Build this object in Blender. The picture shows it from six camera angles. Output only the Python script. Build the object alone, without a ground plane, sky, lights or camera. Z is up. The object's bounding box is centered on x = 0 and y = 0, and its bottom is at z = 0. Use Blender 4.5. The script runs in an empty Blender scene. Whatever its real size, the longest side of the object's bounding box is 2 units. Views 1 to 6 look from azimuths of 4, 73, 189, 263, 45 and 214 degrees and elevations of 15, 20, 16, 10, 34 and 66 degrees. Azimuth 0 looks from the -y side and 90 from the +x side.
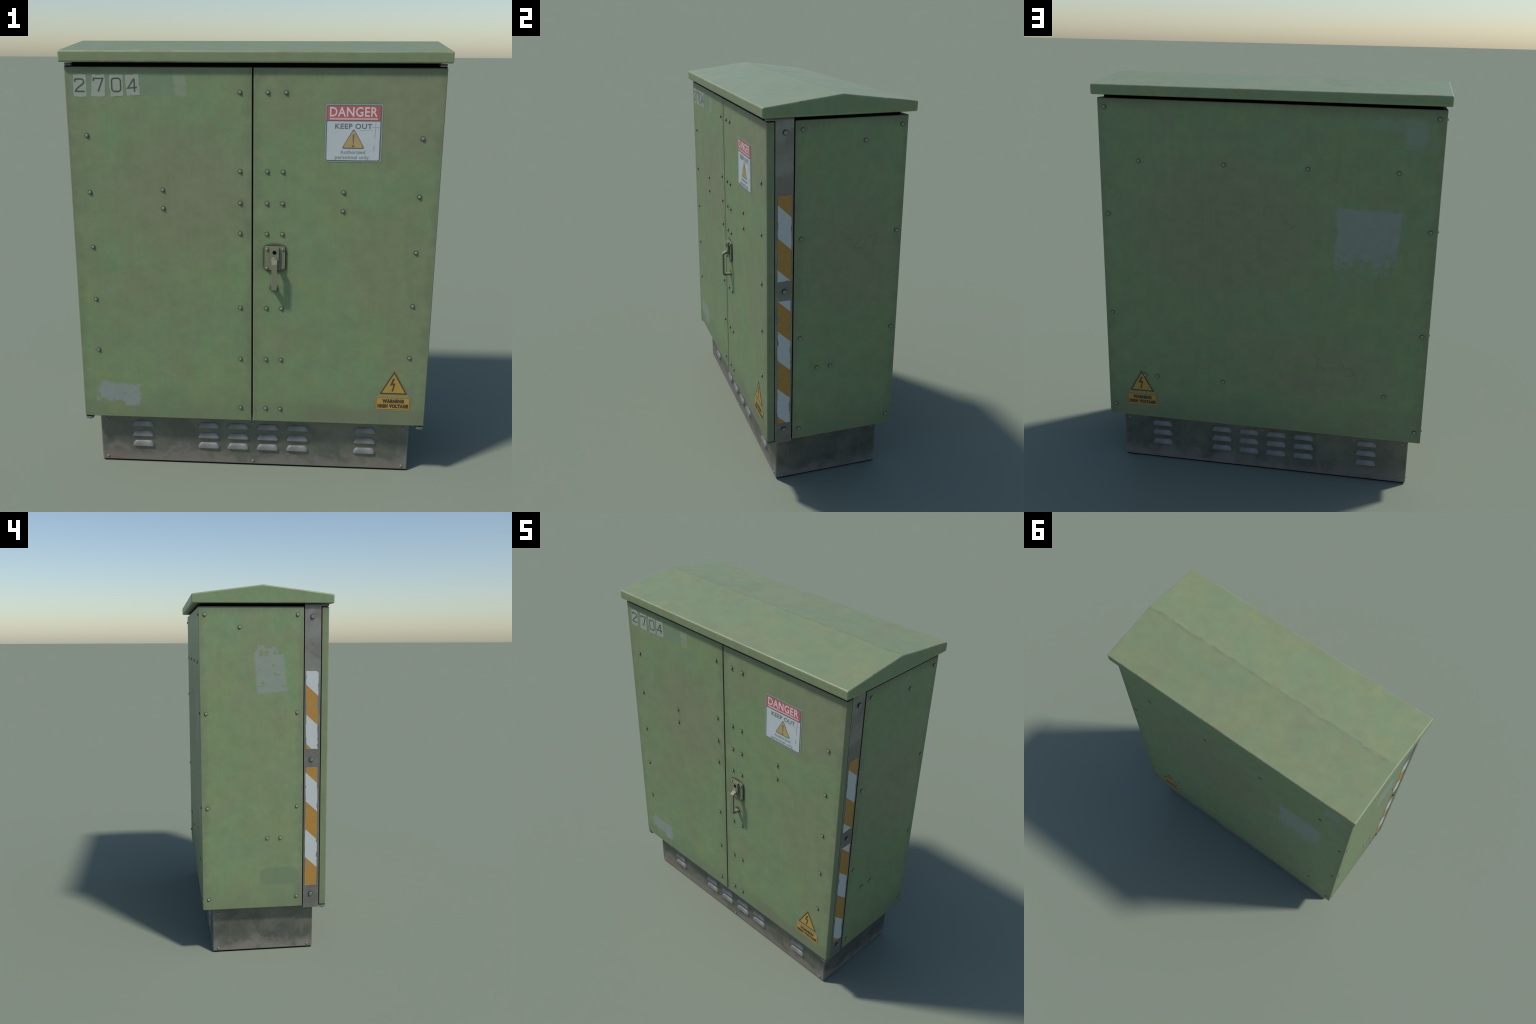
# Weathered green street utility cabinet: gable roof, two doors, riveted casing,
# steel corner strips with hazard tape, warning signs, louvred steel plinth.
import bpy, bmesh, math, random
from mathutils import Vector, Matrix, noise as mnoise

random.seed(7)
SCN = bpy.context.scene
COL = SCN.collection

# ------------------------------------------------------------------ dimensions (m)
FRONT, BACK, SIDE = -0.334, 0.346, 0.80         # door face, back face, side faces
RIDGE_Y, RIDGE_Z = 0.0115, 2.0004
ROOF_F, ROOF_B, ROOF_X = -0.3585, 0.3815, 0.817
EAVE_LO, EAVE_HI = 1.9065, 1.953
PL_F, PL_B, PL_X, PL_TOP = -0.271, 0.292, 0.745, 0.272


# ================================================================== node helpers
class S:
    """A shader socket with arithmetic."""
    def __init__(self, g, s):
        self.g, self.s = g, s

    def __add__(self, o): return self.g.m('ADD', self, o)
    __radd__ = __add__
    def __sub__(self, o): return self.g.m('SUBTRACT', self, o)
    def __rsub__(self, o): return self.g.m('SUBTRACT', o, self)
    def __mul__(self, o): return self.g.m('MULTIPLY', self, o)
    __rmul__ = __mul__
    def __truediv__(self, o): return self.g.m('DIVIDE', self, o)


class G:
    """Small builder for one material's node tree."""
    def __init__(self, name):
        self.mat = bpy.data.materials.new(name)
        self.mat.use_nodes = True
        self.t = self.mat.node_tree
        self.t.nodes.clear()
        out = self.n('ShaderNodeOutputMaterial')
        self.b = self.n('ShaderNodeBsdfPrincipled')
        self.t.links.new(self.b.outputs[0], out.inputs[0])
        tc = self.n('ShaderNodeTexCoord')
        self.P = S(self, tc.outputs['Object'])
        sx = self.n('ShaderNodeSeparateXYZ')
        self.t.links.new(tc.outputs['Object'], sx.inputs[0])
        self.x, self.y, self.z = (S(self, o) for o in sx.outputs)
        geo = self.n('ShaderNodeNewGeometry')
        self.geo = geo
        self.N = S(self, geo.outputs['Normal'])
        sn = self.n('ShaderNodeSeparateXYZ')
        self.t.links.new(geo.outputs['Normal'], sn.inputs[0])
        self.nx, self.ny, self.nz = (S(self, o) for o in sn.outputs)

    def n(self, kind):
        return self.t.nodes.new(kind)

    def put(self, inp, v):
        if isinstance(v, S):
            self.t.links.new(v.s, inp)
        elif isinstance(v, (tuple, list)) and len(v) == 3 and inp.type == 'RGBA':
            inp.default_value = (*v, 1)
        else:
            inp.default_value = v

    def m(self, op, a, b=0.0, c=0.0, clamp=False):
        n = self.n('ShaderNodeMath'); n.operation = op; n.use_clamp = clamp
        for i, v in enumerate((a, b, c)):
            self.put(n.inputs[i], v)
        return S(self, n.outputs[0])

    def mx(self, a, b): return self.m('MAXIMUM', a, b)
    def mn(self, a, b): return self.m('MINIMUM', a, b)
    def ab(self, a): return self.m('ABSOLUTE', a)
    def gt(self, a, b): return self.m('GREATER_THAN', a, b)

    def sm(self, v, lo, hi, a=0.0, b=1.0):
        n = self.n('ShaderNodeMapRange'); n.interpolation_type = 'SMOOTHSTEP'
        for i, q in enumerate((v, lo, hi, a, b)):
            self.put(n.inputs[i], q)
        return S(self, n.outputs[0])

    def lin(self, v, lo, hi, a=0.0, b=1.0):
        n = self.n('ShaderNodeMapRange'); n.clamp = True
        for i, q in enumerate((v, lo, hi, a, b)):
            self.put(n.inputs[i], q)
        return S(self, n.outputs[0])

    def vec(self, scale, off=(0, 0, 0)):
        n = self.n('ShaderNodeVectorMath'); n.operation = 'MULTIPLY_ADD'
        self.put(n.inputs[0], self.P)
        n.inputs[1].default_value = scale if isinstance(scale, tuple) else (scale,) * 3
        n.inputs[2].default_value = off
        return S(self, n.outputs[0])

    def noise(self, scale, off=(0, 0, 0), detail=4.0, rough=0.55, dist=0.0):
        n = self.n('ShaderNodeTexNoise')
        self.put(n.inputs['Vector'], self.vec(scale, off))
        n.inputs['Scale'].default_value = 1.0
        n.inputs['Detail'].default_value = detail
        n.inputs['Roughness'].default_value = rough
        n.inputs['Distortion'].default_value = dist
        return S(self, n.outputs[0])

    def voro(self, scale, off=(0, 0, 0), feature='F1'):
        n = self.n('ShaderNodeTexVoronoi'); n.feature = feature
        self.put(n.inputs['Vector'], self.vec(scale, off))
        n.inputs['Scale'].default_value = 1.0
        return S(self, n.outputs['Distance'])

    def mix(self, f, a, b, mode='MIX'):
        n = self.n('ShaderNodeMix'); n.data_type = 'RGBA'; n.blend_type = mode
        n.clamp_factor = True
        self.put(n.inputs[0], f); self.put(n.inputs[6], a); self.put(n.inputs[7], b)
        return S(self, n.outputs[2])

    def scale(self, colour, v):
        n = self.n('ShaderNodeVectorMath'); n.operation = 'SCALE'
        self.put(n.inputs[0], colour); self.put(n.inputs[3], v)
        return S(self, n.outputs[0])

    def edge(self, radius=0.006):
        """1 on outer edges, 0 on flats."""
        bv = self.n('ShaderNodeBevel'); bv.samples = 4
        bv.inputs['Radius'].default_value = radius
        d = self.n('ShaderNodeVectorMath'); d.operation = 'DOT_PRODUCT'
        self.t.links.new(bv.outputs[0], d.inputs[0])
        self.t.links.new(self.geo.outputs['Normal'], d.inputs[1])
        return self.sm(S(self, d.outputs['Value']), 0.999, 0.95)

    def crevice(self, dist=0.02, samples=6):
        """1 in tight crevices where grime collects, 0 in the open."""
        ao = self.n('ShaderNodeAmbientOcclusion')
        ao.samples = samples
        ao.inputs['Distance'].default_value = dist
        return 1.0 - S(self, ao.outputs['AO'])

    def bump(self, h, strength=0.1, dist=0.01):
        n = self.n('ShaderNodeBump')
        n.inputs['Strength'].default_value = strength
        n.inputs['Distance'].default_value = dist
        self.put(n.inputs['Height'], h)
        self.t.links.new(n.outputs[0], self.b.inputs['Normal'])

    def done(self, colour, rough=0.6, metal=0.0, spec=0.5):
        self.put(self.b.inputs['Base Color'], colour)
        self.put(self.b.inputs['Roughness'], rough)
        self.put(self.b.inputs['Metallic'], metal)
        self.b.inputs['Specular IOR Level'].default_value = spec
        return self.mat

    # ---- painted-on shapes -------------------------------------------------
    def blob(self, u, w, cu, cw, ru, rw, soft=1.0):
        """Soft elliptical patch."""
        du = (u - cu) * (1.0 / ru)
        dw = (w - cw) * (1.0 / rw)
        r = du * du + dw * dw
        return self.sm(r, 1.0 + 0.6 * soft, 0.15)

    def patch(self, u, w, cu, cw, hu, hw, rot=0.0, ragged=0.02, grain=30.0, soft=0.006, seed=0.0):
        """Rectangle with ragged edges."""
        c, s = math.cos(rot), math.sin(rot)
        du, dw = u - cu, w - cw
        a = du * c + dw * s
        b = dw * c - du * s
        d = self.mx(self.ab(a) - hu, self.ab(b) - hw)
        d = d + (self.noise(grain, (seed, seed * 2, seed * 3), 5, 0.6) - 0.5) * ragged * 2.0
        return self.sm(d, soft, -soft)


# ================================================================== colours (linear albedo)
GREEN = (0.177, 0.250, 0.119)
GREEN_BLUE = (0.169, 0.248, 0.125)
GREEN_YEL = (0.192, 0.243, 0.113)
BROWN = (0.196, 0.216, 0.124)
RUST = (0.27, 0.140, 0.090)


def paint(name, blobs=(), marks=(), roof=False, grime_z=True, dark=1.0):
    """Old green enamel. blobs: (face, cu, cw, ru, rw, strength) brownish stains;
    marks: functions taking (g, faces) and returning (mask, colour)."""
    g = G(name)
    left = g.gt(g.nx * -1.0, 0.6); right = g.gt(g.nx, 0.6)
    front = g.gt(g.ny * -1.0, 0.6); back = g.gt(g.ny, 0.6)
    faces = dict(left=(left, g.y), right=(right, g.y), front=(front, g.x), back=(back, g.x))
    big = g.noise(3.0, (3.1, 1.7, 5.2), 5, 0.55, 0.3)
    mid = g.noise(5.5, (8.3, 2.2, 0.4), 5, 0.6, 0.5)
    fine = g.noise(38.0, (1, 2, 3), 4, 0.65)
    c = g.mix(g.sm(big, 0.40, 0.62), GREEN_BLUE, GREEN)
    c = g.mix(g.sm(mid, 0.45, 0.66) * 0.8, c, GREEN_YEL)
    third = g.noise(4.2, (0.6, 9.2, 3.3), 6, 0.62, 0.4)
    c = g.mix(g.sm(third, 0.50, 0.72) * 0.65, c, BROWN)
    wob = (g.noise(9.0, (4, 4, 9), 4, 0.6) - 0.5) * 0.25
    for face, cu, cw, ru, rw, k in blobs:
        f, u = faces[face]
        c = g.mix(g.blob(u + wob, g.z + wob, cu, cw, ru, rw) * f * k, c, BROWN)
    # vertical washing streaks on the walls
    st = g.noise((55.0, 55.0, 2.2), (0, 0, 4), 3, 0.6)
    flat = g.sm(g.ab(g.nz), 0.5, 0.9)
    c = g.scale(c, 1.0 + (st - 0.5) * 0.12 * (1.0 - flat))
    cloud = g.noise(14.0, (2, 7, 5), 6, 0.62)
    mott = g.noise(17.0, (9, 5, 1), 5, 0.6)
    c = g.mix(g.sm(mott, 0.50, 0.70) * 0.55, c, BROWN)
    c = g.scale(c, 0.72 + fine * 0.18 + cloud * 0.38)
    if roof:
        up = g.sm(g.nz, 0.6, 0.95)
        dust = g.mix(g.sm(mid, 0.40, 0.64), (0.200, 0.262, 0.141), (0.228, 0.262, 0.134))
        dust = g.mix(g.sm(third, 0.46, 0.68) * 0.6, dust, (0.205, 0.230, 0.130))
        dust = g.mix(g.sm(mott, 0.48, 0.68) * 0.5, dust, (0.215, 0.240, 0.128))
        dust = g.scale(dust, 0.86 + cloud * 0.28)
        c = g.mix(up * 0.9, c, dust)
        # dirty ridge seam
        rn = g.noise((14.0, 60.0, 0.0), (2, 0, 0), 4, 0.6)
        seam = g.sm(g.ab(g.y - RIDGE_Y - 0.006 + (rn - 0.5) * 0.016), 0.020, 0.0) * (0.15 + g.sm(rn, 0.44, 0.62))
        c = g.mix(seam * 0.32 * up, c, (0.125, 0.135, 0.085))
        pale = g.sm(g.ab(g.y - RIDGE_Y + 0.008 + (rn - 0.5) * 0.02), 0.014, 0.002) * g.sm(rn, 0.50, 0.36)
        c = g.mix(pale * 0.4 * up, c, (0.27, 0.33, 0.205))
    elif grime_z:
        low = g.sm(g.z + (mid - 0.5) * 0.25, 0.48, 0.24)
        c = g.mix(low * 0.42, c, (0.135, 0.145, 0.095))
        # handled, grimy borders of the panels
        ax = g.ab(g.x)
        dx = g.mx(front * g.mn(ax, 0.80 - ax), back * (0.80 - ax))
        dy = (left + right) * g.mn(BACK - g.y, g.y + 0.2015)
        rim = g.sm(g.mx(dx, dy) + (mott - 0.5) * 0.10 + (cloud - 0.5) * 0.06, 0.050, -0.005) * g.mx(g.mx(front, back), left + right)
        c = g.mix(rim * 0.42, c, (0.138, 0.142, 0.090))
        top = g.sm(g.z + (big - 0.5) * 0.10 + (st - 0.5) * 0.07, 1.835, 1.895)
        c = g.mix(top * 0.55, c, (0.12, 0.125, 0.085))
    # dark specks and pits
    sp = g.sm(g.voro(60.0), 0.16, 0.06) * g.sm(g.noise(9.0, (7, 7, 1)), 0.48, 0.62)
    c = g.mix(sp * 0.45, c, (0.10, 0.11, 0.075))
    # rust freckles, mostly along edges
    rz = g.noise(11.0, (6, 1, 8), 6, 0.7)
    c = g.mix(g.sm(rz, 0.66, 0.74) * 0.35, c, RUST)
    e = g.edge(0.010 if roof else 0.007)
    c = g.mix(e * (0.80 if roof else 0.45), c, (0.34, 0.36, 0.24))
    c = g.mix(e * g.sm(g.noise(5.0, (5, 2, 2), 5, 0.7), 0.51, 0.60) * 0.85, c, RUST)
    for mk in marks:
        mask, colour = mk(g, faces)
        c = g.mix(mask, c, colour)
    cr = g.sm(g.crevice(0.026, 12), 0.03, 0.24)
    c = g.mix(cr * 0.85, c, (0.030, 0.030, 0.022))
    if dark != 1.0:
        c = g.scale(c, dark)
    g.bump(fine * 0.6 + sp * -0.5, 0.12, 0.003)
    rough = (0.27 + third * 0.22 + fine * 0.10) if roof else (0.42 + fine * 0.16)
    return g.done(c, rough, 0.0, 0.45)


def steel(name, base=(0.17, 0.18, 0.175), metal=0.35, rough=0.5, dirt=True, worn=0.35):
    g = G(name)
    a = g.noise(7.0, (2, 3, 1), 5, 0.6, 0.4)
    f = g.noise(60.0, (9, 3, 1), 4, 0.65)
    c = g.mix(g.sm(a, 0.40, 0.64), tuple(v * 0.82 for v in base), tuple(v * 1.12 for v in base))
    c = g.scale(c, 0.88 + f * 0.24)
    e = g.edge(0.006)
    c = g.mix(e * worn, c, (0.42, 0.43, 0.42))
    c = g.mix(e * g.sm(g.noise(9.0, (1, 6, 2), 5, 0.7), 0.56, 0.66) * 0.6, c, RUST)
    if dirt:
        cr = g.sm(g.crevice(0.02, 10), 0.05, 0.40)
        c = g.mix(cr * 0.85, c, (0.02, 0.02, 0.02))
    g.bump(f, 0.10, 0.002)
    return g.done(c, rough + 0.1 * (f - 0.5), metal, 0.5)


def plinth_steel():
    g = G('plinth_steel')
    a = g.noise(6.0, (4, 1, 7), 6, 0.62, 0.5)
    b = g.noise(13.0, (1, 8, 2), 6, 0.66, 0.3)
    f = g.noise(120.0, (3, 3, 3), 3, 0.7)
    c = g.mix(g.sm(a, 0.38, 0.64), (0.150, 0.157, 0.132), (0.202, 0.204, 0.170))
    lift = g.sm(g.z + (b - 0.5) * 0.26 + (a - 0.5) * 0.16, 0.100, 0.0)
    c = g.mix(lift * 0.72, c, (0.205, 0.178, 0.155))
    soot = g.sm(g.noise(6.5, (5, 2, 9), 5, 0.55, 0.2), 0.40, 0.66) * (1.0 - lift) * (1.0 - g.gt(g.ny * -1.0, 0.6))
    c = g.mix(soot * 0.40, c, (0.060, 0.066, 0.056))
    rusty = g.sm(g.noise(10.0, (6, 6, 2), 5, 0.65), 0.52, 0.66) * g.sm(g.z, 0.09, 0.0)
    c = g.mix(rusty * 0.75, c, (0.235, 0.140, 0.115))
    # pale run marks left by dripping water
    for u, cu, lo, hi in ((g.x, 0.700, 0.10, 0.20), (g.x, 0.425, 0.10, 0.19), (g.y, 0.195, 0.06, 0.17), (g.y, -0.205, 0.08, 0.17)):
        run = g.sm(g.ab(u - cu + (b - 0.5) * 0.008), 0.006, 0.001) * g.sm(g.z, lo - 0.02, lo) * g.sm(g.z, hi + 0.04, hi)
        c = g.mix(run * 0.2, c, (0.24, 0.25, 0.24))
    c = g.scale(c, 0.84 + f * 0.32)
    c = g.mix(g.edge(0.012) * 0.5, c, (0.25, 0.26, 0.235))
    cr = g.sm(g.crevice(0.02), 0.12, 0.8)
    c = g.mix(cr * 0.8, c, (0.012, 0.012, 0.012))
    g.bump(f * 0.5 + b, 0.15, 0.003)
    return g.done(c, 0.56 + lift * 0.2, 0.68 - lift * 0.6, 0.4)


def plain(name, colour, rough=0.6, vary=0.15, metal=0.0, dirt=None, scale=25.0, spec=0.4):
    g = G(name)
    a = g.noise(scale, (5, 1, 2), 5, 0.65)
    c = g.scale(g.mix(0.0, colour, colour), 1.0 - vary / 2 + a * vary)
    if dirt:
        s = g.noise(scale * 2.2, (1, 1, 8), 6, 0.7)
        c = g.mix(g.sm(s, 0.56, 0.70) * 0.6, c, dirt)
    return g.done(c, rough, metal, spec)


def hazard_tape(name, z_mark, edge_y, half, y_mid, z_lo, z_hi, first_orange):
    """Reflective tape: slanted orange and white bands, worn through at its edges.
    z_mark: height at which a band boundary meets the left border as seen from outside."""
    g = G(name)
    run = g.ab(g.y - edge_y)
    t = (g.z - z_mark + run * 0.93) * (1.0 / 0.3135)
    t = g.m('FRACT', t + 10.0)
    band = g.gt(t, 0.5)
    # honeycomb print of the reflective film
    cells = g.sm(g.voro(170.0, (0.3, 0.1, 0.2), 'DISTANCE_TO_EDGE'), 0.02, 0.12)
    orange = g.mix(cells, (0.27, 0.145, 0.030), (0.42, 0.225, 0.045))
    white = (0.465, 0.49, 0.495)
    if not first_orange:
        band = 1.0 - band
    c = g.mix(band, white, orange)
    n = g.noise(45.0, (4, 4, 4), 5, 0.65)
    c = g.scale(c, 0.90 + n * 0.2)
    scr = g.sm(g.ab(g.noise((20.0, 30.0, 60.0), (2, 9, 4), 2, 0.5) - 0.5), 0.010, 0.002) * g.sm(n, 0.55, 0.68)
    c = g.mix(scr * 0.6, c, (0.15, 0.15, 0.15))
    d = g.mn(half - g.ab(g.y - y_mid), g.mn(g.z - z_lo, z_hi - g.z))
    big = g.noise(14.0, (1, 7, 3), 5, 0.7)
    wear = g.sm(d + (big - 0.5) * 0.050 - (n - 0.5) * 0.010, 0.0015, -0.0015)
    c = g.mix(wear, c, (0.18, 0.19, 0.185))
    return g.done(c, 0.45, 0.0, 0.5)


# ================================================================== geometry helpers
def link(name, mesh, parent, mat=None, loc=None):
    ob = bpy.data.objects.new(name, mesh)
    COL.objects.link(ob)
    ob.parent = parent
    if loc is not None:
        ob.location = loc
    if mat is not None and not mesh.materials:
        mesh.materials.append(mat)
    return ob


def finish(bm, name, parent, mat, smooth=True, weighted=True, sharp=35):
    bmesh.ops.recalc_face_normals(bm, faces=bm.faces)
    for f in bm.faces:
        f.smooth = smooth
    me = bpy.data.meshes.new(name)
    bm.to_mesh(me); bm.free()
    ob = link(name, me, parent, mat)
    if smooth:
        me.set_sharp_from_angle(angle=math.radians(sharp))
        if weighted:
            md = ob.modifiers.new('normals', 'WEIGHTED_NORMAL')
            md.keep_sharp = True
    return ob


def box(name, x0, x1, y0, y1, z0, z1, parent, mat, bevel=0.0, seg=3):
    bm = bmesh.new()
    bmesh.ops.create_cube(bm, size=1.0)
    for v in bm.verts:
        v.co = Vector((x0 + (v.co.x + .5) * (x1 - x0), y0 + (v.co.y + .5) * (y1 - y0), z0 + (v.co.z + .5) * (z1 - z0)))
    if bevel:
        bmesh.ops.bevel(bm, geom=bm.edges[:], offset=bevel, segments=seg, profile=0.5, affect='EDGES', clamp_overlap=True)
    return finish(bm, name, parent, mat, smooth=bool(bevel), sharp=40)


def lathe(name, profile, n=20):
    """Mesh turned about +z from (radius, height) points."""
    bm = bmesh.new()
    rings = []
    for r, h in profile:
        if r < 1e-6:
            rings.append([bm.verts.new((0, 0, h))])
        else:
            rings.append([bm.verts.new((r * math.cos(2 * math.pi * i / n), r * math.sin(2 * math.pi * i / n), h)) for i in range(n)])
    for a, b in zip(rings, rings[1:]):
        for i in range(n):
            j = (i + 1) % n
            vs = [a[i], a[j], b[j], b[i]] if len(a) > 1 and len(b) > 1 else ([a[i], a[j], b[0]] if len(a) > 1 else [a[0], b[j], b[i]])
            bm.faces.new(vs)
    bmesh.ops.recalc_face_normals(bm, faces=bm.faces)
    for f in bm.faces:
        f.smooth = True
    me = bpy.data.meshes.new(name)
    bm.to_mesh(me); bm.free()
    me.set_sharp_from_angle(angle=math.radians(50))
    return me


# face frames: (u to the right as seen from outside, w up, d outward) -> world
FR = dict(
    front=lambda u, w, d: Vector((u, FRONT - d, w)),
    back=lambda u, w, d: Vector((-u, BACK + d, w)),
    right=lambda u, w, d: Vector((SIDE + d, u, w)),
    left=lambda u, w, d: Vector((-SIDE - d, -u, w)),
)
OUT = dict(front=Vector((0, -1, 0)), back=Vector((0, 1, 0)), right=Vector((1, 0, 0)), left=Vector((-1, 0, 0)))


def rounded(points, radius, n=5):
    """Round the corners of a polygon."""
    out = []
    k = len(points)
    for i in range(k):
        p0, p, p1 = (Vector(points[(i + j) % k]) for j in (-1, 0, 1))
        r = radius[i] if isinstance(radius, (list, tuple)) else radius
        if r <= 0:
            out.append(p); continue
        a, b = (p0 - p).normalized(), (p1 - p).normalized()
        half = a.angle(b) / 2
        t = min(r / math.tan(half), 0.45 * min((p0 - p).length, (p1 - p).length))
        for q in range(n + 1):
            s = q / n
            out.append((p + a * t) * (1 - s) ** 2 + 2 * s * (1 - s) * p + (p + b * t) * s ** 2)
    return [tuple(v) for v in out]


def rect(u0, u1, w0, w1):
    return [(u0, w0), (u1, w0), (u1, w1), (u0, w1)]


def wobble(points, amp, freq, seed, step=0.004):
    """Tear the outline: resample and push points about with noise."""
    out = []
    k = len(points)
    for i in range(k):
        a, b = Vector(points[i]), Vector(points[(i + 1) % k])
        m = max(1, int((b - a).length / step))
        for j in range(m):
            p = a + (b - a) * j / m
            q = Vector((p.x * freq, p.y * freq, seed))
            out.append((p.x + amp * mnoise.noise(q), p.y + amp * mnoise.noise(q + Vector((31, 17, 5)))))
    return out


def plate(name, pts, frame, d0, d1, parent, mat):
    """Thin solid cut to an outline on one of the cabinet's faces."""
    bm = bmesh.new()
    f = FR[frame]
    lo = [bm.verts.new(f(u, w, d0)) for u, w in pts]
    hi = [bm.verts.new(f(u, w, d1)) for u, w in pts]
    bm.faces.new(lo); bm.faces.new(hi)
    k = len(pts)
    for i in range(k):
        bm.faces.new([lo[i], lo[(i + 1) % k], hi[(i + 1) % k], hi[i]])
    bm.normal_update()
    bmesh.ops.triangulate(bm, faces=[q for q in bm.faces if len(q.verts) > 4], ngon_method='EAR_CLIP')
    return finish(bm, name, parent, mat, smooth=False)


def ribbon_outline(path, width):
    """Outline of a stroke of constant width along a polyline."""
    L, R = [], []
    for i, p in enumerate(path):
        p = Vector(p)
        a = (p - Vector(path[i - 1])).normalized() if i else None
        b = (Vector(path[i + 1]) - p).normalized() if i + 1 < len(path) else None
        t = ((a or b) + (b or a)).normalized()
        nrm = Vector((-t.y, t.x))
        k = width / 2
        if a is not None and b is not None:
            k /= max(0.5, math.cos(a.angle(b) / 2))
        L.append(tuple(p + nrm * k)); R.append(tuple(p - nrm * k))
    return L, R


def strokes(name, paths, width, frame, d0, d1, parent, mat, lift=0.0002):
    bm = bmesh.new()
    f = FR[frame]
    for layer, path in enumerate(paths):
        L, R = ribbon_outline(path, width)
        v = [[bm.verts.new(f(u, w, d)) for u, w in side] for d in (d0, d1 + layer * lift) for side in (L, R)]
        a, b, c, e = v
        for i in range(len(path) - 1):
            for p, q in ((c, e), (a, b), (a, c), (b, e)):
                bm.faces.new([p[i], p[i + 1], q[i + 1], q[i]])
        for i in (0, -1):
            bm.faces.new([a[i], b[i], e[i], c[i]])
    return finish(bm, name, parent, mat, smooth=False)


def lettering(text, frame, u0, u1, w0, w1, d0, d1, parent, mat, bold=0.02, gap=1.0):
    """One line of built-in-font text fitted to a rectangle on a face."""
    cu = bpy.data.curves.new('lettering', 'FONT')
    cu.body = text; cu.size = 1.0; cu.extrude = 0.5; cu.offset = bold; cu.space_character = gap
    cu.resolution_u = 3
    tmp = bpy.data.objects.new('tmp_text', cu)
    COL.objects.link(tmp)
    dg = bpy.context.evaluated_depsgraph_get()
    me = bpy.data.meshes.new_from_object(tmp.evaluated_get(dg))
    bpy.data.objects.remove(tmp); bpy.data.curves.remove(cu)
    xs = [v.co.x for v in me.vertices]; ys = [v.co.y for v in me.vertices]
    x0, x1, y0, y1 = min(xs), max(xs), min(ys), max(ys)
    for v in me.vertices:
        u = u0 + (v.co.x - x0) / (x1 - x0) * (u1 - u0)
        w = w0 + (v.co.y - y0) / (y1 - y0) * (w1 - w0)
        d = d0 + (v.co.z + 0.5) * (d1 - d0)
        v.co = FR[frame](u, w, d)
    me.name = 'lettering'
    me.materials.clear()
    return link('lettering', me, parent, mat)


def studs(name, mesh, frame, places, parent, d=0.0, spin=None):
    q = OUT[frame].to_track_quat('Z', 'Y')
    made = []
    for u, w in places:
        ob = link(name, mesh, parent, None, FR[frame](u, w, d))
        ob.rotation_mode = 'QUATERNION'
        turn = Matrix.Rotation(random.uniform(0, math.pi) if spin is None else spin + random.uniform(-.4, .4), 3, 'Z').to_quaternion()
        ob.rotation_quaternion = q @ turn
        made.append(ob)
    return made


# ================================================================== marks on the paint
def glue_front(g, F):
    f, u = F['front']
    m = g.patch(u, g.z, -0.633, 0.398, 0.098, 0.052, -0.12, 0.045, 17.0, 0.008, 2.0)
    h = g.sm(g.noise(55.0, (3, 1, 4), 4, 0.6), 0.60, 0.66)
    return m * f * (1.0 - h * 0.8) * 0.92, g.scale(GLUE_N(g), 1.0)


def GLUE_N(g):
    return g.mix(g.noise(20.0, (2, 2, 2), 4, 0.6), (0.205, 0.245, 0.225), (0.262, 0.295, 0.270))


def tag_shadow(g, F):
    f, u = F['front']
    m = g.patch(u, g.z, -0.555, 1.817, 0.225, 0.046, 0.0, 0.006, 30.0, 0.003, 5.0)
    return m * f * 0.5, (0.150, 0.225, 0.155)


def tag_ghost(g, F):
    f, u = F['front']
    m = g.patch(u, g.z, -0.308, 1.812, 0.024, 0.043, 0.12, 0.018, 40.0, 0.005, 8.0)
    return m * f * 0.42, (0.28, 0.305, 0.24)


def sign_shadow(g, F):
    f, u = F['front']
    m = g.patch(u, g.z, 0.650, 0.425, 0.105, 0.045, 0.0, 0.022, 22.0, 0.006, 3.0)
    return m * f * 0.30, (0.14, 0.175, 0.125)


def low_dirt(g, F):
    f, u = F['front']
    m = g.patch(u, g.z, 0.56, 0.315, 0.30, 0.040, 0.0, 0.05, 9.0, 0.02, 6.0)
    return m * f * 0.42, (0.155, 0.145, 0.105)


def glue_left(g, F):
    f, u = F['left']
    lowpart = g.patch(u, g.z, -0.026, 1.545, 0.078, 0.095, -0.09, 0.012, 30.0, 0.007, 2.5)
    high = g.patch(u, g.z, -0.004, 1.655, 0.064, 0.052, -0.09, 0.018, 24.0, 0.006, 4.5)
    torn = g.sm(g.noise(28.0, (9, 4, 1), 4, 0.6) + (g.z - 1.64) * 1.8, 0.58, 0.50)
    holes = g.sm(g.noise(34.0, (7, 1, 2), 3, 0.5), 0.62, 0.66)
    m = g.mx(lowpart * (1.0 - holes), high * torn)
    return m * f * 0.75, GLUE_N(g)


def oval_left(g, F):
    f, u = F['left']
    du = g.mx(g.ab(u + 0.073) - 0.062, 0.0)
    dw = g.ab(g.z - 0.446)
    d = g.m('SQRT', du * du + dw * dw) + (g.noise(40.0, (2, 2, 7)) - 0.5) * 0.006
    return g.sm(d, 0.053, 0.044) * f * 0.62, (0.135, 0.180, 0.115)


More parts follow.
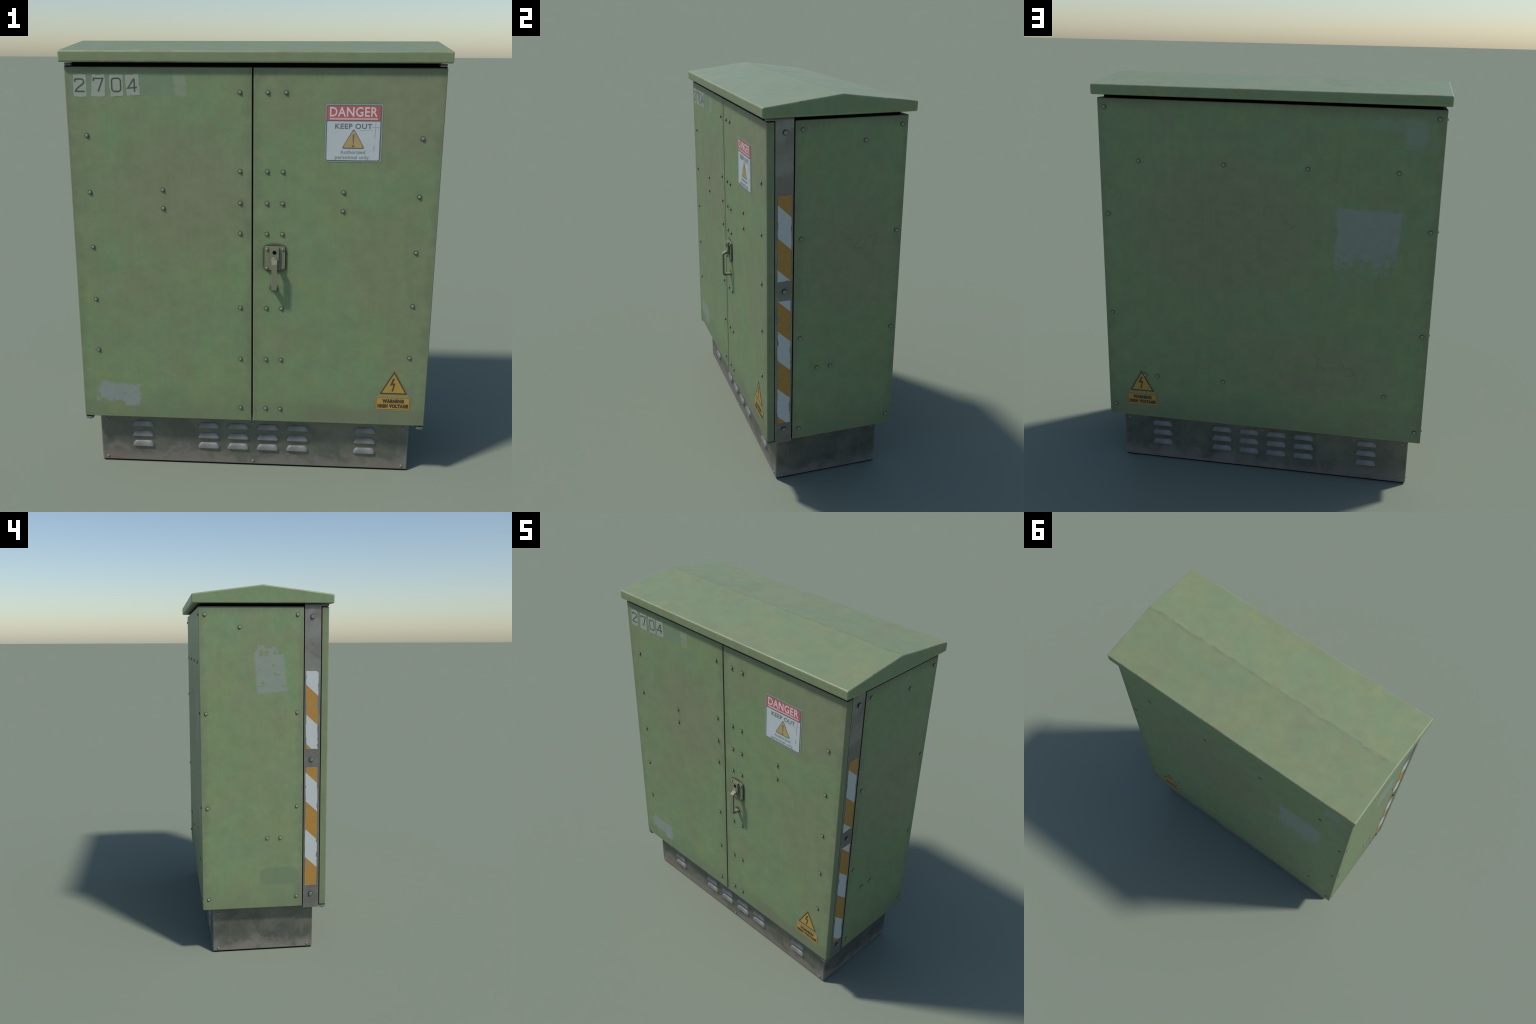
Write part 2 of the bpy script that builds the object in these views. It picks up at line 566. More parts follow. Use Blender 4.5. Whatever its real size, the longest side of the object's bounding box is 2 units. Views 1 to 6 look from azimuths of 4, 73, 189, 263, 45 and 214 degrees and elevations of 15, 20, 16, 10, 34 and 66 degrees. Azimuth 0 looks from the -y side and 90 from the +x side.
def glue_back(g, F):
    f, u = F['back']
    m = g.patch(u, g.z, -0.482, 1.275, 0.146, 0.152, 0.035, 0.020, 24.0, 0.008, 1.5)
    n = g.noise(36.0, (4, 9, 3), 5, 0.65)
    n2 = g.noise(70.0, (4, 9, 3), 4, 0.6)
    gone = g.sm(n * 0.6 + n2 * 0.4 + (1.22 - g.z) * 1.6, 0.47, 0.66)
    scr = g.sm(g.ab((g.z - u * 0.9 - 1.787) + (n - 0.5) * 0.02), 0.005, 0.002) * g.sm(g.noise(12.0, (1, 1, 1)), 0.50, 0.56)
    return m * f * (1.0 - gone) * (1.0 - scr) * 0.82, g.scale(GLUE_N(g), 1.0)


def glue_back_tail(g, F):
    f, u = F['back']
    m = g.patch(u, g.z, -0.48, 1.14, 0.14, 0.09, 0.0, 0.03, 20.0, 0.01, 1.2)
    n = g.noise(30.0, (8, 3, 3), 5, 0.65)
    return m * f * g.sm(n, 0.58, 0.66) * 0.35, GLUE_N(g)


def glue_back_ghost(g, F):
    f, u = F['back']
    a = g.patch(u, g.z, -0.672, 1.775, 0.045, 0.065, 0.0, 0.035, 22.0, 0.008, 3.3)
    b = g.patch(u, g.z, -0.590, 1.815, 0.110, 0.020, 0.0, 0.03, 24.0, 0.008, 4.4)
    return g.mx(a, b * 0.7) * f * 0.5, GLUE_N(g)


# ================================================================== materials
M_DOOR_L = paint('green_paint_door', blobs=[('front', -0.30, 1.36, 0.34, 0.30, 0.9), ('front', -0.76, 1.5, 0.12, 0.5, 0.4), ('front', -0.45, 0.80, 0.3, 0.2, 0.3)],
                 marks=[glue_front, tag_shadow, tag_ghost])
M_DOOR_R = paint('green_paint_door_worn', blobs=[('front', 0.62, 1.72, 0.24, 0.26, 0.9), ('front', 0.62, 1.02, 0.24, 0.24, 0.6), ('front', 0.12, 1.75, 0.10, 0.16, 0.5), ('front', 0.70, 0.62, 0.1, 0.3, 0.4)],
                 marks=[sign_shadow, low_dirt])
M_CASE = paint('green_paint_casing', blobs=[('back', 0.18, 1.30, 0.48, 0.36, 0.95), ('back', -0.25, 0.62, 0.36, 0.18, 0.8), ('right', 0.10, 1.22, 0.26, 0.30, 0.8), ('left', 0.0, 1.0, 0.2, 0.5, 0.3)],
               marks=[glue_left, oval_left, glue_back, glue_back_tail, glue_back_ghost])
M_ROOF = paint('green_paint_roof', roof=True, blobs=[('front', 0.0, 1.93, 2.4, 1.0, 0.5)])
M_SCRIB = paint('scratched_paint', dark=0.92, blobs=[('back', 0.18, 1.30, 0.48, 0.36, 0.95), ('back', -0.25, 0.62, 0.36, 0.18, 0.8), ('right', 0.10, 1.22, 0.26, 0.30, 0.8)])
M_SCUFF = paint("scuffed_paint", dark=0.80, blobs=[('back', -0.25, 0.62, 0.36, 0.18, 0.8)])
M_DARK = plain('dark_interior', (0.006, 0.0055, 0.005), 0.95, 0.1, spec=0.05)
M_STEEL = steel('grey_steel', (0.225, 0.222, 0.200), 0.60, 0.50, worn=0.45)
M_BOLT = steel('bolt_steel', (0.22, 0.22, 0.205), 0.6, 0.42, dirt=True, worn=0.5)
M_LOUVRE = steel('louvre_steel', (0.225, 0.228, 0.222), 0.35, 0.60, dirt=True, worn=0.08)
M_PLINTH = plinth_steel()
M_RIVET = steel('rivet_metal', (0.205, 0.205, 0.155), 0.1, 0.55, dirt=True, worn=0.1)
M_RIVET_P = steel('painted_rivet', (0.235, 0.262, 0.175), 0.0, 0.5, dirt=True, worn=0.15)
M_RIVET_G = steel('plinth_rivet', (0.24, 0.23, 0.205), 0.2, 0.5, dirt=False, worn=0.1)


def handle_paint():
    g = G('handle_paint')
    a = g.noise(26.0, (1, 5, 2), 5, 0.65)
    c = g.mix(g.sm(a, 0.38, 0.60), (0.165, 0.194, 0.112), (0.182, 0.184, 0.120))
    e = g.edge(0.004)
    c = g.mix(e * 0.5, c, (0.26, 0.235, 0.165))
    c = g.mix(e * g.sm(g.noise(40.0, (2, 2, 5), 4, 0.6), 0.50, 0.60) * 0.7, c, (0.32, 0.18, 0.12))
    c = g.mix(g.sm(a, 0.60, 0.68) * 0.5, c, (0.22, 0.145, 0.105))
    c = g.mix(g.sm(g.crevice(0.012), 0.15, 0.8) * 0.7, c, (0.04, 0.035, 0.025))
    return g.done(c, 0.5, 0.0, 0.45)


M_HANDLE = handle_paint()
M_TAG = plain('tag_grey', (0.300, 0.330, 0.262), 0.6, 0.35, dirt=(0.21, 0.235, 0.165), scale=30.0)
M_INK = plain('faded_ink', (0.070, 0.078, 0.066), 0.6, 0.5, scale=40.0)
M_SIGN_RIM = plain('sign_rim', (0.275, 0.315, 0.265), 0.6, 0.5, dirt=(0.20, 0.25, 0.145), scale=45.0)
M_SIGN_DARK = plain('sign_border', (0.125, 0.13, 0.13), 0.6, 0.5)
M_SIGN_WHITE = plain('sign_white', (0.47, 0.515, 0.52), 0.5, 0.16, scale=12.0)
M_SIGN_RED = plain('sign_red', (0.42, 0.115, 0.115), 0.55, 0.3)
M_SIGN_PINK = plain('sign_pale_letters', (0.66, 0.53, 0.535), 0.55, 0.3)
M_SIGN_PINK_BAR = plain('sign_pale_bar', (0.62, 0.36, 0.36), 0.55, 0.3)
M_SIGN_YEL = plain('sign_amber', (0.43, 0.30, 0.120), 0.55, 0.3)
M_SIGN_TEXT = plain('sign_grey_print', (0.14, 0.155, 0.15), 0.6, 0.3)
M_SIGN_TEXT_L = plain('sign_pale_print', (0.20, 0.22, 0.21), 0.6, 0.3)
M_SCRATCH = plain('sign_scratch', (0.33, 0.35, 0.34), 0.6, 0.3)
M_HV_RIM = plain('warning_rim', (0.275, 0.245, 0.105), 0.6, 0.4, dirt=(0.24, 0.26, 0.14), scale=40.0)
M_HV_YEL = plain('warning_yellow', (0.42, 0.255, 0.055), 0.5, 0.3, dirt=(0.34, 0.25, 0.10), scale=18.0)
M_HV_BLACK = plain('warning_black', (0.070, 0.058, 0.032), 0.6, 0.4)
M_HV_TEXT = plain('warning_print', (0.055, 0.045, 0.028), 0.6, 0.4)
M_HV_LINE = plain('warning_line', (0.20, 0.125, 0.045), 0.6, 0.4)

# ================================================================== the cabinet
root = bpy.data.objects.new('utility_cabinet', None)
COL.objects.link(root)
root['label'] = 'weathered green steel street utility cabinet with two doors and gable roof'
root['category'] = 'utility cabinet'

# ---- roof: shallow gable with a folded-down eave


def inset(poly, o):
    """Offset a convex polygon (counter-clockwise) inward by o."""
    out = []
    k = len(poly)
    for q in range(k):
        p0, p, p1 = (Vector(poly[(q + t) % k]) for t in (-1, 0, 1))
        a, b = (p - p0).normalized(), (p1 - p).normalized()
        na, nb = Vector((-a.y, a.x)), Vector((-b.y, b.x))
        out.append(tuple(p + (na + nb) * (o / (1 + na.dot(nb)))))
    return out


prof = [(ROOF_F, EAVE_LO), (ROOF_B, EAVE_LO), (ROOF_B, EAVE_HI + 0.0012), (RIDGE_Y, RIDGE_Z), (ROOF_F, EAVE_HI + 0.0012)]
FOLD = 0.0070                                    # bend radius of the sheet
stations = []
for q in range(5):
    t = math.pi / 2 * q / 4
    stations.append((ROOF_X - FOLD * (1 - math.sin(t)), FOLD * (1 - math.cos(t))))
bm = bmesh.new()
loops = []
for sgn, seq in ((-1, reversed(stations)), (1, stations)):
    for x, o in seq:
        ring = rounded(inset(prof, o), [max(FOLD * 1.3 - o, 0.0008)] * 3 + [0.06] + [max(FOLD * 1.3 - o, 0.0008)], 4)
        loops.append([bm.verts.new((sgn * x, y, z)) for y, z in ring])
for a, b in zip(loops, loops[1:]):
    k = len(a)
    for q in range(k):
        bm.faces.new([a[q], a[(q + 1) % k], b[(q + 1) % k], b[q]])
bm.faces.new(loops[0]); bm.faces.new(loops[-1])
roof = finish(bm, 'roof', root, M_ROOF, sharp=45)

# ---- dark neck and inner box, seen only through the gaps
box('inner_box', -0.778, 0.778, -0.288, 0.312, 0.280, 1.912, root, M_DARK)

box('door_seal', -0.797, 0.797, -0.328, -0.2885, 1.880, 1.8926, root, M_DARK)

# ---- wrap-around casing (sides and back)
casing = box('casing', -SIDE, SIDE, -0.2015, BACK, 0.2675, 1.8915, root, M_CASE, 0.0035, 2)

# ---- plinth
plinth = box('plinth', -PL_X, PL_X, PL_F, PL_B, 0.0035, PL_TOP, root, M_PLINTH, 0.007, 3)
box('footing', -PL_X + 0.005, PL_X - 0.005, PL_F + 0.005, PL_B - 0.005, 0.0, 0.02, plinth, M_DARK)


def louvre_mesh(width=0.109, height=0.0275, depth=0.0095, nu=28, ns=12):
    """Pressed hood: swells out of the sheet from its top edge, cut off square below."""
    bm = bmesh.new()
    rows = []
    for j in range(ns + 1):
        s = j / ns
        half = width / 2 - 0.017 * (1 - s) ** 2.2
        out = (1 - (1 - s) ** 2.2) ** 0.62          # steep shoulder, gently sloping face
        row = []
        for i in range(nu + 1):
            u = -1 + 2 * i / nu
            u = math.copysign(1 - (1 - abs(u)) ** 1.6, u)
            edge = min(1.0, (1 - abs(u)) * half / 0.011)
            g_ = math.sin(edge * math.pi / 2)
            row.append(bm.verts.new((u * half, -height * s + height / 2, depth * out * g_)))
        rows.append(row)
    low = [bm.verts.new((v.co.x, v.co.y + 0.0015, -0.0005)) for v in rows[-1]]
    rows.append(low)
    for a, b in zip(rows, rows[1:]):
        for i in range(nu):
            bm.faces.new([a[i], b[i], b[i + 1], a[i + 1]])
    bmesh.ops.remove_doubles(bm, verts=bm.verts, dist=1e-5)
    for f in bm.faces:
        f.smooth = True
    me = bpy.data.meshes.new('louvre')
    bm.to_mesh(me); bm.free()
    me.set_sharp_from_angle(angle=math.radians(55))
    me.materials.append(M_LOUVRE)
    return me


LOUVRE = louvre_mesh()
for frame, yy in (('front', PL_F), ('back', PL_B)):
    for cx in (-0.536, -0.2145, -0.0715, 0.0715, 0.2145, 0.536):
        for cz in (0.2085, 0.1550, 0.1010):
            ob = link('louvre', LOUVRE, plinth, None, (cx, yy, cz))
            ob.rotation_euler = (math.pi / 2, 0, 0 if frame == 'front' else math.pi)

# ---- rivets, screws and bolts
def dome(r, h):
    return [(r, -0.001), (r, h * 0.42), (r * 0.90, h * 0.72), (r * 0.66, h * 0.92), (r * 0.35, h), (0, h)]


RIV_DOOR = lathe('rivet', dome(0.0076, 0.0066)); RIV_DOOR.materials.append(M_RIVET)
RIV_CASE = lathe('rivet', dome(0.0079, 0.0060)); RIV_CASE.materials.append(M_RIVET_P)
RIV_BASE = lathe('rivet', dome(0.0062, 0.0045)); RIV_BASE.materials.append(M_RIVET_G)
BOLT = lathe('bolt', [(0.0110, -0.001), (0.0110, 0.0060), (0.0094, 0.0078), (0, 0.0078)], 6)
for p in BOLT.polygons:
    p.use_smooth = False
BOLT.materials.append(M_BOLT)

# ---- doors
doors = {}
for side, x0, x1, mat in ((-1, -SIDE, -0.0028, M_DOOR_L), (1, 0.0014, SIDE, M_DOOR_R)):
    doors[side] = box('door', x0, x1, FRONT, -0.2965, 0.2715, 1.8895, root, mat, 0.0045, 3)
ROWS = (1.786, 1.4535, 1.3145, 1.1785, 0.834, 0.585, 0.3385)
studs('rivet', RIV_DOOR, 'front', [(-0.054, z) for z in ROWS], doors[-1])
studs('rivet', RIV_DOOR, 'front', [(0.063, z) for z in ROWS] + [(0.140 if z > 1.7 else 0.131, z) for z in ROWS], doors[1])
OUTER = (1.600, 1.3525, 1.105, 0.859, 0.611)
for s in (-1, 1):
    studs('rivet', RIV_DOOR, 'front', [(s * 0.7155, z) for z in OUTER] + [(s * 0.3925, z) for z in (1.368, 1.286)], doors[s])

# ---- casing rivets
RING = (1.849, 1.341, 0.833, 0.326)
side_pts = [(y, z) for z in RING for y in (-0.1675, 0.3155)] + [(0.1365, 1.786), (-0.0775, 0.660), (-0.006, 0.660)]
studs('rivet', RIV_CASE, 'right', side_pts, casing)
studs('rivet', RIV_CASE, 'left', [(-y, z) for y, z in side_pts], casing)
back_pts = [(s * 0.767, z) for z in RING for s in (-1, 1)]
back_pts += [(s * a, 1.6045) for a in (0.608, 0.1965) for s in (-1, 1)]
back_pts += [(-0.540, 0.503), (-0.606, 0.503), (-0.198, 0.503), (0.607, 0.503)]
studs('rivet', RIV_CASE, 'back', back_pts, casing)

# ---- plinth screws
for x in (-0.716, 0.0, 0.716):
    for z in (0.2245, 0.0235):
        studs('rivet', RIV_BASE, 'front', [(x, z)], plinth, d=-(PL_F - FRONT))
        studs('rivet', RIV_BASE, 'back', [(x, z)], plinth, d=PL_B - BACK)
for frame, sg in (('right', 1), ('left', -1)):
    studs('rivet', RIV_BASE, frame, [(sg * y, z) for y in (-0.2395, 0.262) for z in (0.2245, 0.0225)], plinth, d=PL_X - SIDE)

# ---- steel corner strips with hinge tabs, bolts and hazard tape
STRIP_Y0, STRIP_Y1 = -0.2935, -0.2060
TAPE_MID, TAPE_HALF = -0.2480, 0.0335
for sg, frame in ((1, 'right'), (-1, 'left')):
    xa, xb = sorted((sg * 0.770, sg * (SIDE - 0.0025)))
    strip = box('corner_strip', xa, xb, STRIP_Y0, STRIP_Y1, 0.2555, 1.9045, root, M_STEEL, 0.002, 2)
    # hinge tabs above and below the door: square outer corner, big inner radius
    for z0, z1, yf in ((1.8930, 1.9043, -0.3345), (0.2558, 0.2675, -0.3335)):
        xo, xi = sg * (SIDE - 0.003), sg * 0.764
        pts = rounded([(xo, -0.285), (xo, yf), (xi, yf), (xi, -0.285)], [0, 0.006, 0.024, 0], 8)
        bm = bmesh.new()
        a = [bm.verts.new((x, y, z0)) for x, y in pts]
        b = [bm.verts.new((x, y, z1)) for x, y in pts]
        bm.faces.new(a); bm.faces.new(b)
        for i in range(len(pts)):
            j = (i + 1) % len(pts)
            bm.faces.new([a[i], a[j], b[j], b[i]])
        finish(bm, 'hinge_tab', strip, M_STEEL, sharp=30, weighted=False)
    pin = lathe('hinge_pin', [(0, -0.0055), (0.0115, -0.0055), (0.0145, -0.0030), (0.0145, 0.001)], 24)
    pin.materials.append(M_STEEL)
    link('hinge_pin', pin, strip, None, (sg * 0.7810, -0.3145, 0.2558))
    studs('bolt', BOLT, frame, [(sg * -0.2470, z) for z in (1.840, 1.088, 0.3355)], strip, d=-0.0025, spin=0.5)

TAPES = (  # frame, side, band boundary height at the left border, lower/upper ends, corner radius
    ('right', 1, 1.3555, 1.139, 1.557, 0.002, False),
    ('right', 1, 1.0410, 0.3705, 1.0395, 0.002, False),
    ('left', -1, 1.4870, 1.1435, 1.5595, 0.003, False),
    ('left', -1, 1.0165, 0.3835, 1.0475, 0.010, True),
)
for frame, sg, zm, z0, z1, rad, orange_above in TAPES:
    left_edge = -0.281 if sg > 0 else -0.2165
    mat = hazard_tape('hazard_tape', zm, left_edge, TAPE_HALF, TAPE_MID, z0, z1, not orange_above)
    pts = rounded(rect(TAPE_MID * sg - TAPE_HALF, TAPE_MID * sg + TAPE_HALF, z0, z1), rad, 5)
    pts = wobble(pts, 0.0012, 60.0, z0 + sg, 0.006)
    plate('hazard_tape', pts, frame, -0.003, -0.0018, root, mat)

# ---- latch handle
handle = bpy.data.objects.new('handle', None)
COL.objects.link(handle); handle.parent = root
handle.location = (0, 0, 0)


def slab(name, pts, d0, d1, bevel, mat, parent):
    bm = bmesh.new()
    f = FR['front']
    lo = [bm.verts.new(f(u, w, d0)) for u, w in pts]
    hi = [bm.verts.new(f(u, w, d1)) for u, w in pts]
    bm.faces.new(lo); top = bm.faces.new(hi)
    for i in range(len(pts)):
        j = (i + 1) % len(pts)
        bm.faces.new([lo[i], lo[j], hi[j], hi[i]])
    bmesh.ops.bevel(bm, geom=list(top.edges), offset=bevel, segments=2, profile=0.5, affect='EDGES')
    return finish(bm, name, parent, mat, sharp=40)


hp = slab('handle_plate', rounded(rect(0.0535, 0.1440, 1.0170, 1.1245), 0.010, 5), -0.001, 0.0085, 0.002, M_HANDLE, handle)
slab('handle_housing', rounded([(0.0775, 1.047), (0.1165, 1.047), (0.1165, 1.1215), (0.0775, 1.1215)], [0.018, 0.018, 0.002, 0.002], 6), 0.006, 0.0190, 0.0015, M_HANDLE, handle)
key = lathe('keyhole', [(0.0088, -0.002), (0.0088, 0.0006), (0, 0.0006)], 24); key.materials.append(M_DARK)
studs('keyhole', key, 'front', [(0.0975, 1.1000)], handle, d=0.0190)
knob = lathe('handle_knob', [(0.0150, -0.002), (0.0150, 0.0020), (0.0138, 0.0034), (0, 0.0036)], 28); knob.materials.append(M_HANDLE)
studs('handle_knob', knob, 'front', [(0.0972, 1.0640)], handle, d=0.0190)
SCREW = lathe('screw', dome(0.0066, 0.0050)); SCREW.materials.append(M_RIVET)
studs('screw', SCREW, 'front', [(0.0640, 1.1120), (0.1325, 1.1120), (0.0640, 1.0265), (0.1325, 1.0265)], handle, d=0.0085)
# pull bar: leaves the knob, drops straight down, turns back to the door
path = rounded([(-0.350, 1.0655), (-0.3765, 1.0530), (-0.3765, 0.9300), (-0.3345, 0.9305)], [0, 0.006, 0.009, 0], 5)
L, R = ribbon_outline(path, 0.0098)
bm = bmesh.new()
cols = [[bm.verts.new((x, y, z)) for y, z in side] for x in (0.0860, 0.1095) for side in (L, R)]
a, b, c, d = cols
for i in range(len(path) - 1):
    for p, q in ((a, b), (c, d), (a, c), (b, d)):
        bm.faces.new([p[i], p[i + 1], q[i + 1], q[i]])
for i in (0, -1):
    bm.faces.new([a[i], b[i], d[i], c[i]])
sharp_e = [e for e in bm.edges if len(e.link_faces) == 2 and e.calc_face_angle(0) > 1.0]
bmesh.ops.bevel(bm, geom=sharp_e, offset=0.0014, segments=2, profile=0.5, affect='EDGES')
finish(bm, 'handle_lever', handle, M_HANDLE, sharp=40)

# ---- number tags
tags = bpy.data.objects.new('number_tags', None)
COL.objects.link(tags); tags.parent = root
BOXES = (((-0.763, 1.857), (-0.763, 1.764), (-0.706, 1.765), (-0.707, 1.859)),
         ((-0.681, 1.858), (-0.689, 1.766), (-0.629, 1.764), (-0.625, 1.856)),
         ((-0.608, 1.857), (-0.605, 1.766), (-0.549, 1.769), (-0.550, 1.855)),
         ((-0.541, 1.856), (-0.534, 1.766), (-0.478, 1.774), (-0.481, 1.860)))
arc = lambda cx, cz, rx, rz, a0, a1, n=8: [(cx + rx * math.cos(math.radians(a0 + (a1 - a0) * i / n)), cz + rz * math.sin(math.radians(a0 + (a1 - a0) * i / n))) for i in range(n + 1)]
DIGITS = {
    '2': [[(0.05, 0.76), (0.05, 0.93), (0.12, 0.98)] + arc(0.66, 0.78, 0.28, 0.20, 90, -40, 8) + [(0.62, 0.49), (0.30, 0.30), (0.10, 0.12), (0.08, 0.03), (0.98, 0.03)]],
    '7': [[(0.04, 0.78), (0.06, 0.98), (0.96, 0.97), (0.46, 0.0)]],
    '0': [arc(0.32, 0.78, 0.26, 0.20, 180, 90, 5) + arc(0.70, 0.78, 0.26, 0.20, 90, 0, 5) + arc(0.70, 0.22, 0.26, 0.20, 0, -90, 5) + arc(0.32, 0.22, 0.26, 0.20, -90, -180, 5) + [(0.06, 0.775)]],
    '4': [[(0.74, 0.0), (0.72, 0.98)], [(0.70, 0.98), (0.04, 0.27), (0.98, 0.34)]],
}
RECTS = dict(zip('2704', ((-0.757, -0.714, 1.785, 1.8385), (-0.677, -0.633, 1.786, 1.842), (-0.600, -0.558, 1.786, 1.8425), (-0.531, -0.490, 1.786, 1.842))))
for k, (quad, digit) in enumerate(zip(BOXES, '2704')):
    tag = plate('number_tag', wobble(rounded(quad, 0.005, 3), 0.0035, 45.0, 3.0 + k * 7, 0.003), 'front', -0.0005, 0.0005, tags, M_TAG)
    u0, u1, w0, w1 = RECTS[digit]
    strokes('digit', [[(u0 + p * (u1 - u0), w0 + q * (w1 - w0)) for p, q in path] for path in DIGITS[digit]], 0.0060, 'front', 0.0, 0.0009, tags, M_INK)

# ---- danger sign
sign = bpy.data.objects.new('danger_sign', None)
COL.objects.link(sign); sign.parent = root
plate('sign_plate', wobble(rounded(rect(0.3045, 0.5445, 1.500, 1.7425), 0.010, 5), 0.0016, 50.0, 1.0), 'front', -0.0005, 0.0008, sign, M_SIGN_RIM)
plate('sign_border', rounded(rect(0.3090, 0.5390, 1.5040, 1.7375), 0.008, 5), 'front', 0.0, 0.0012, sign, M_SIGN_DARK)
plate('sign_header', rounded(rect(0.3125, 0.5345, 1.6745, 1.7340), [0.001, 0.001, 0.006, 0.006], 4), 'front', 0.0, 0.0016, sign, M_SIGN_RED)
plate('sign_field', rounded(rect(0.3130, 0.5345, 1.5080, 1.6705), [0.006, 0.006, 0.001, 0.001], 4), 'front', 0.0, 0.0016, sign, M_SIGN_WHITE)
lettering('DANGER', 'front', 0.3230, 0.5220, 1.6895, 1.7300, 0.001, 0.0020, sign, M_SIGN_PINK, 0.018, 1.07)
plate('sign_bar', rect(0.3225, 0.5235, 1.6770, 1.6850), 'front', 0.001, 0.0020, sign, M_SIGN_PINK_BAR)
lettering('KEEP OUT', 'front', 0.3465, 0.5010, 1.6395, 1.6615, 0.001, 0.0020, sign, M_SIGN_TEXT, 0.022, 1.08)
plate('sign_triangle_border', rounded([(0.3755, 1.5562), (0.4740, 1.5562), (0.4250, 1.6425)], 0.007, 5), 'front', 0.001, 0.0020, sign, M_SIGN_TEXT)
plate('sign_triangle', rounded([(0.3815, 1.5605), (0.4680, 1.5605), (0.4250, 1.6355)], 0.006, 5), 'front', 0.001, 0.0024, sign, M_SIGN_YEL)
plate('sign_exclamation', rounded([(0.4228, 1.5785), (0.4265, 1.5785), (0.4290, 1.6165), (0.4200, 1.6165)], 0.001, 2), 'front', 0.001, 0.0028, sign, M_SIGN_TEXT)
plate('sign_exclamation_dot', arc(0.4243, 1.5680, 0.0055, 0.0055, 0, 337.5, 15), 'front', 0.001, 0.0028, sign, M_SIGN_TEXT)
lettering('Authorized', 'front', 0.3710, 0.4760, 1.5350, 1.5500, 0.001, 0.0020, sign, M_SIGN_TEXT_L, 0.010, 1.05)
lettering('personnel only.', 'front', 0.3490, 0.4960, 1.5085, 1.5285, 0.001, 0.0020, sign, M_SIGN_TEXT_L, 0.010, 1.05)
strokes('sign_scratch', [[(0.449, 1.6352), (0.478, 1.6340), (0.505, 1.6350)], [(0.500, 1.6465), (0.532, 1.6468)], [(0.5150, 1.669), (0.5152, 1.632), (0.5125, 1.600)], [(0.5120, 1.572), (0.5105, 1.548)]],
        0.0013, 'front', 0.001, 0.0019, sign, M_SCRATCH)


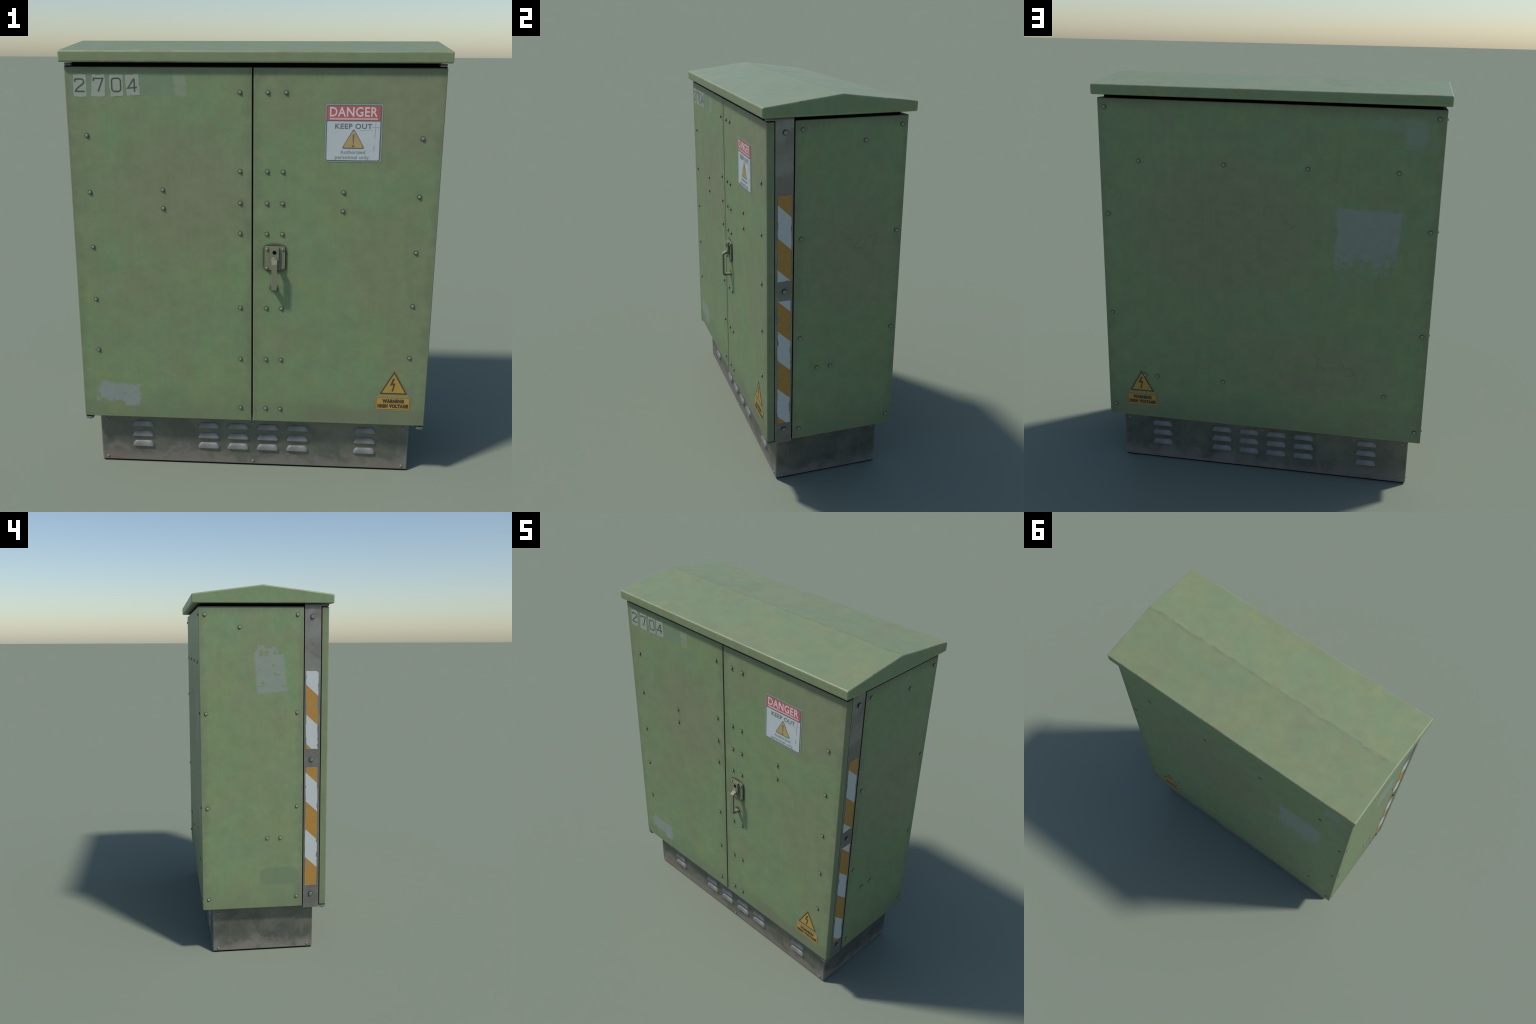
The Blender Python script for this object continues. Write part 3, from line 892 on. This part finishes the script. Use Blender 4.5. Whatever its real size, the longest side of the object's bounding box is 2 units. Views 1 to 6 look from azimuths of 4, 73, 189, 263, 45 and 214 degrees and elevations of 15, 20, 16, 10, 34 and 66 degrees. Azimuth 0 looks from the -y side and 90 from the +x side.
# ---- high-voltage labels (one on the right door, one on the back)
def voltage_label(frame, cx, rise):
    lab = bpy.data.objects.new('voltage_label', None)
    COL.objects.link(lab); lab.parent = root
    U = lambda p: [(cx + u, w + rise) for u, w in p]
    lay = lambda nm, pts, d, mat: plate(nm, pts, frame, -0.0005, d, lab, mat)
    lay('label_backing', wobble(rounded(U([(-0.0715, 0.4225), (0.0735, 0.4225), (0.0, 0.5520)]), 0.004, 4), 0.0010, 60.0, 2.0), 0.0007, M_HV_RIM)
    lay('label_backing', wobble(rounded(U(rect(-0.0810, 0.0820, 0.3465, 0.4180)), 0.004, 4), 0.0012, 60.0, 5.0), 0.0006, M_HV_RIM)
    lay('label_bridge', U(rect(-0.069, 0.071, 0.4165, 0.4240)), 0.0004, M_HV_RIM)
    lay('label_triangle_border', rounded(U([(-0.0635, 0.4295), (0.0655, 0.4295), (0.0, 0.5450)]), 0.002, 3), 0.0011, M_HV_BLACK)
    lay('label_triangle', rounded(U([(-0.0520, 0.4365), (0.0535, 0.4365), (0.0, 0.5310)]), 0.001, 2), 0.0015, M_HV_YEL)
    bolt = [(-25, 565), (24, 570), (-23, 688), (44, 680), (0, 830), (14, 838), (-33, 887), (-50, 835), (-31, 832), (-8, 712), (-96, 748)]
    lay('label_bolt', U([(u * 0.000186 + 0.0, 0.509 - (v - 565) * 0.000206) for u, v in bolt]), 0.0019, M_HV_BLACK)
    lay('label_panel_border', rounded(U(rect(-0.0775, 0.0785, 0.3515, 0.4125)), 0.003, 3), 0.0011, M_HV_LINE)
    lay('label_panel', rounded(U(rect(-0.0745, 0.0755, 0.3545, 0.4095)), 0.002, 3), 0.0015, M_HV_YEL)
    lettering('WARNING', frame, cx - 0.0485, cx + 0.0505, 0.3855 + rise, 0.4050 + rise, 0.0005, 0.0019, lab, M_HV_TEXT, 0.085, 1.14)
    lettering('HIGH VOLTAGE', frame, cx - 0.0695, cx + 0.0710, 0.3605 + rise, 0.3805 + rise, 0.0005, 0.0019, lab, M_HV_TEXT, 0.085, 1.14)


voltage_label('front', 0.6515, 0.0)
voltage_label('back', -0.6250, -0.0185)

# ---- old scratched scribbles under the paint
def scribble(frame, u0, w0, sx, sz, paths, mat=M_SCRIB):
    strokes('scribble', [[(u0 + p * sx, w0 + q * sz) for p, q in path] for path in paths], 0.0036, frame, -0.0005, 0.00015, casing, mat, 0.00002)


scribble('right', -0.016, 1.262, 0.255, 0.100, [
    arc(0.09, 0.45, 0.08, 0.42, 60, 290, 12) + [(0.15, 0.60), (0.06, 0.66)],
    [(0.22, 0.95), (0.19, 0.75)], [(0.28, 0.78), (0.25, 0.20)], [(0.28, 0.78), (0.40, 0.74)],
    arc(0.33, 0.35, 0.07, 0.22, 120, -110, 9),
    arc(0.52, 0.62, 0.07, 0.22, 150, -30, 8) + [(0.44, 0.10), (0.62, 0.06)],
    [(0.72, 0.74), (0.66, 0.10)], [(0.76, 0.55), (0.95, 0.78), (0.83, 0.12)]])
scribble('back', -0.389, 1.295, 0.545, 0.135, [
    arc(0.10, 0.35, 0.08, 0.28, 100, 340, 12) + [(0.06, 0.45)],
    [(0.19, 0.62), (0.36, 0.62)], [(0.25, 0.80), (0.24, 0.30), (0.27, 0.14), (0.36, 0.12)],
    arc(0.45, 0.82, 0.10, 0.14, 190, -120, 12), [(0.42, 0.95), (0.43, 0.15)],
    arc(0.80, 0.70, 0.10, 0.24, 60, 220, 8) + [(0.88, 0.45), (0.97, 0.25), (0.90, 0.08), (0.74, 0.06)]])
scribble('back', 0.258, 0.590, 0.205, 0.100, [
    [(0.0, 1.0), (0.10, 0.90), (0.06, 0.25), (0.10, 0.15)], [(0.14, 0.85), (0.20, 0.65)], [(0.08, 0.55), (0.30, 0.25)],
    [(0.42, 0.10), (0.46, 0.45)], [(0.60, 0.95), (0.70, 0.60), (0.74, 0.40)], [(0.76, 0.05), (0.98, 0.10), (0.90, 0.40), (0.80, 0.5)]], M_SCUFF)
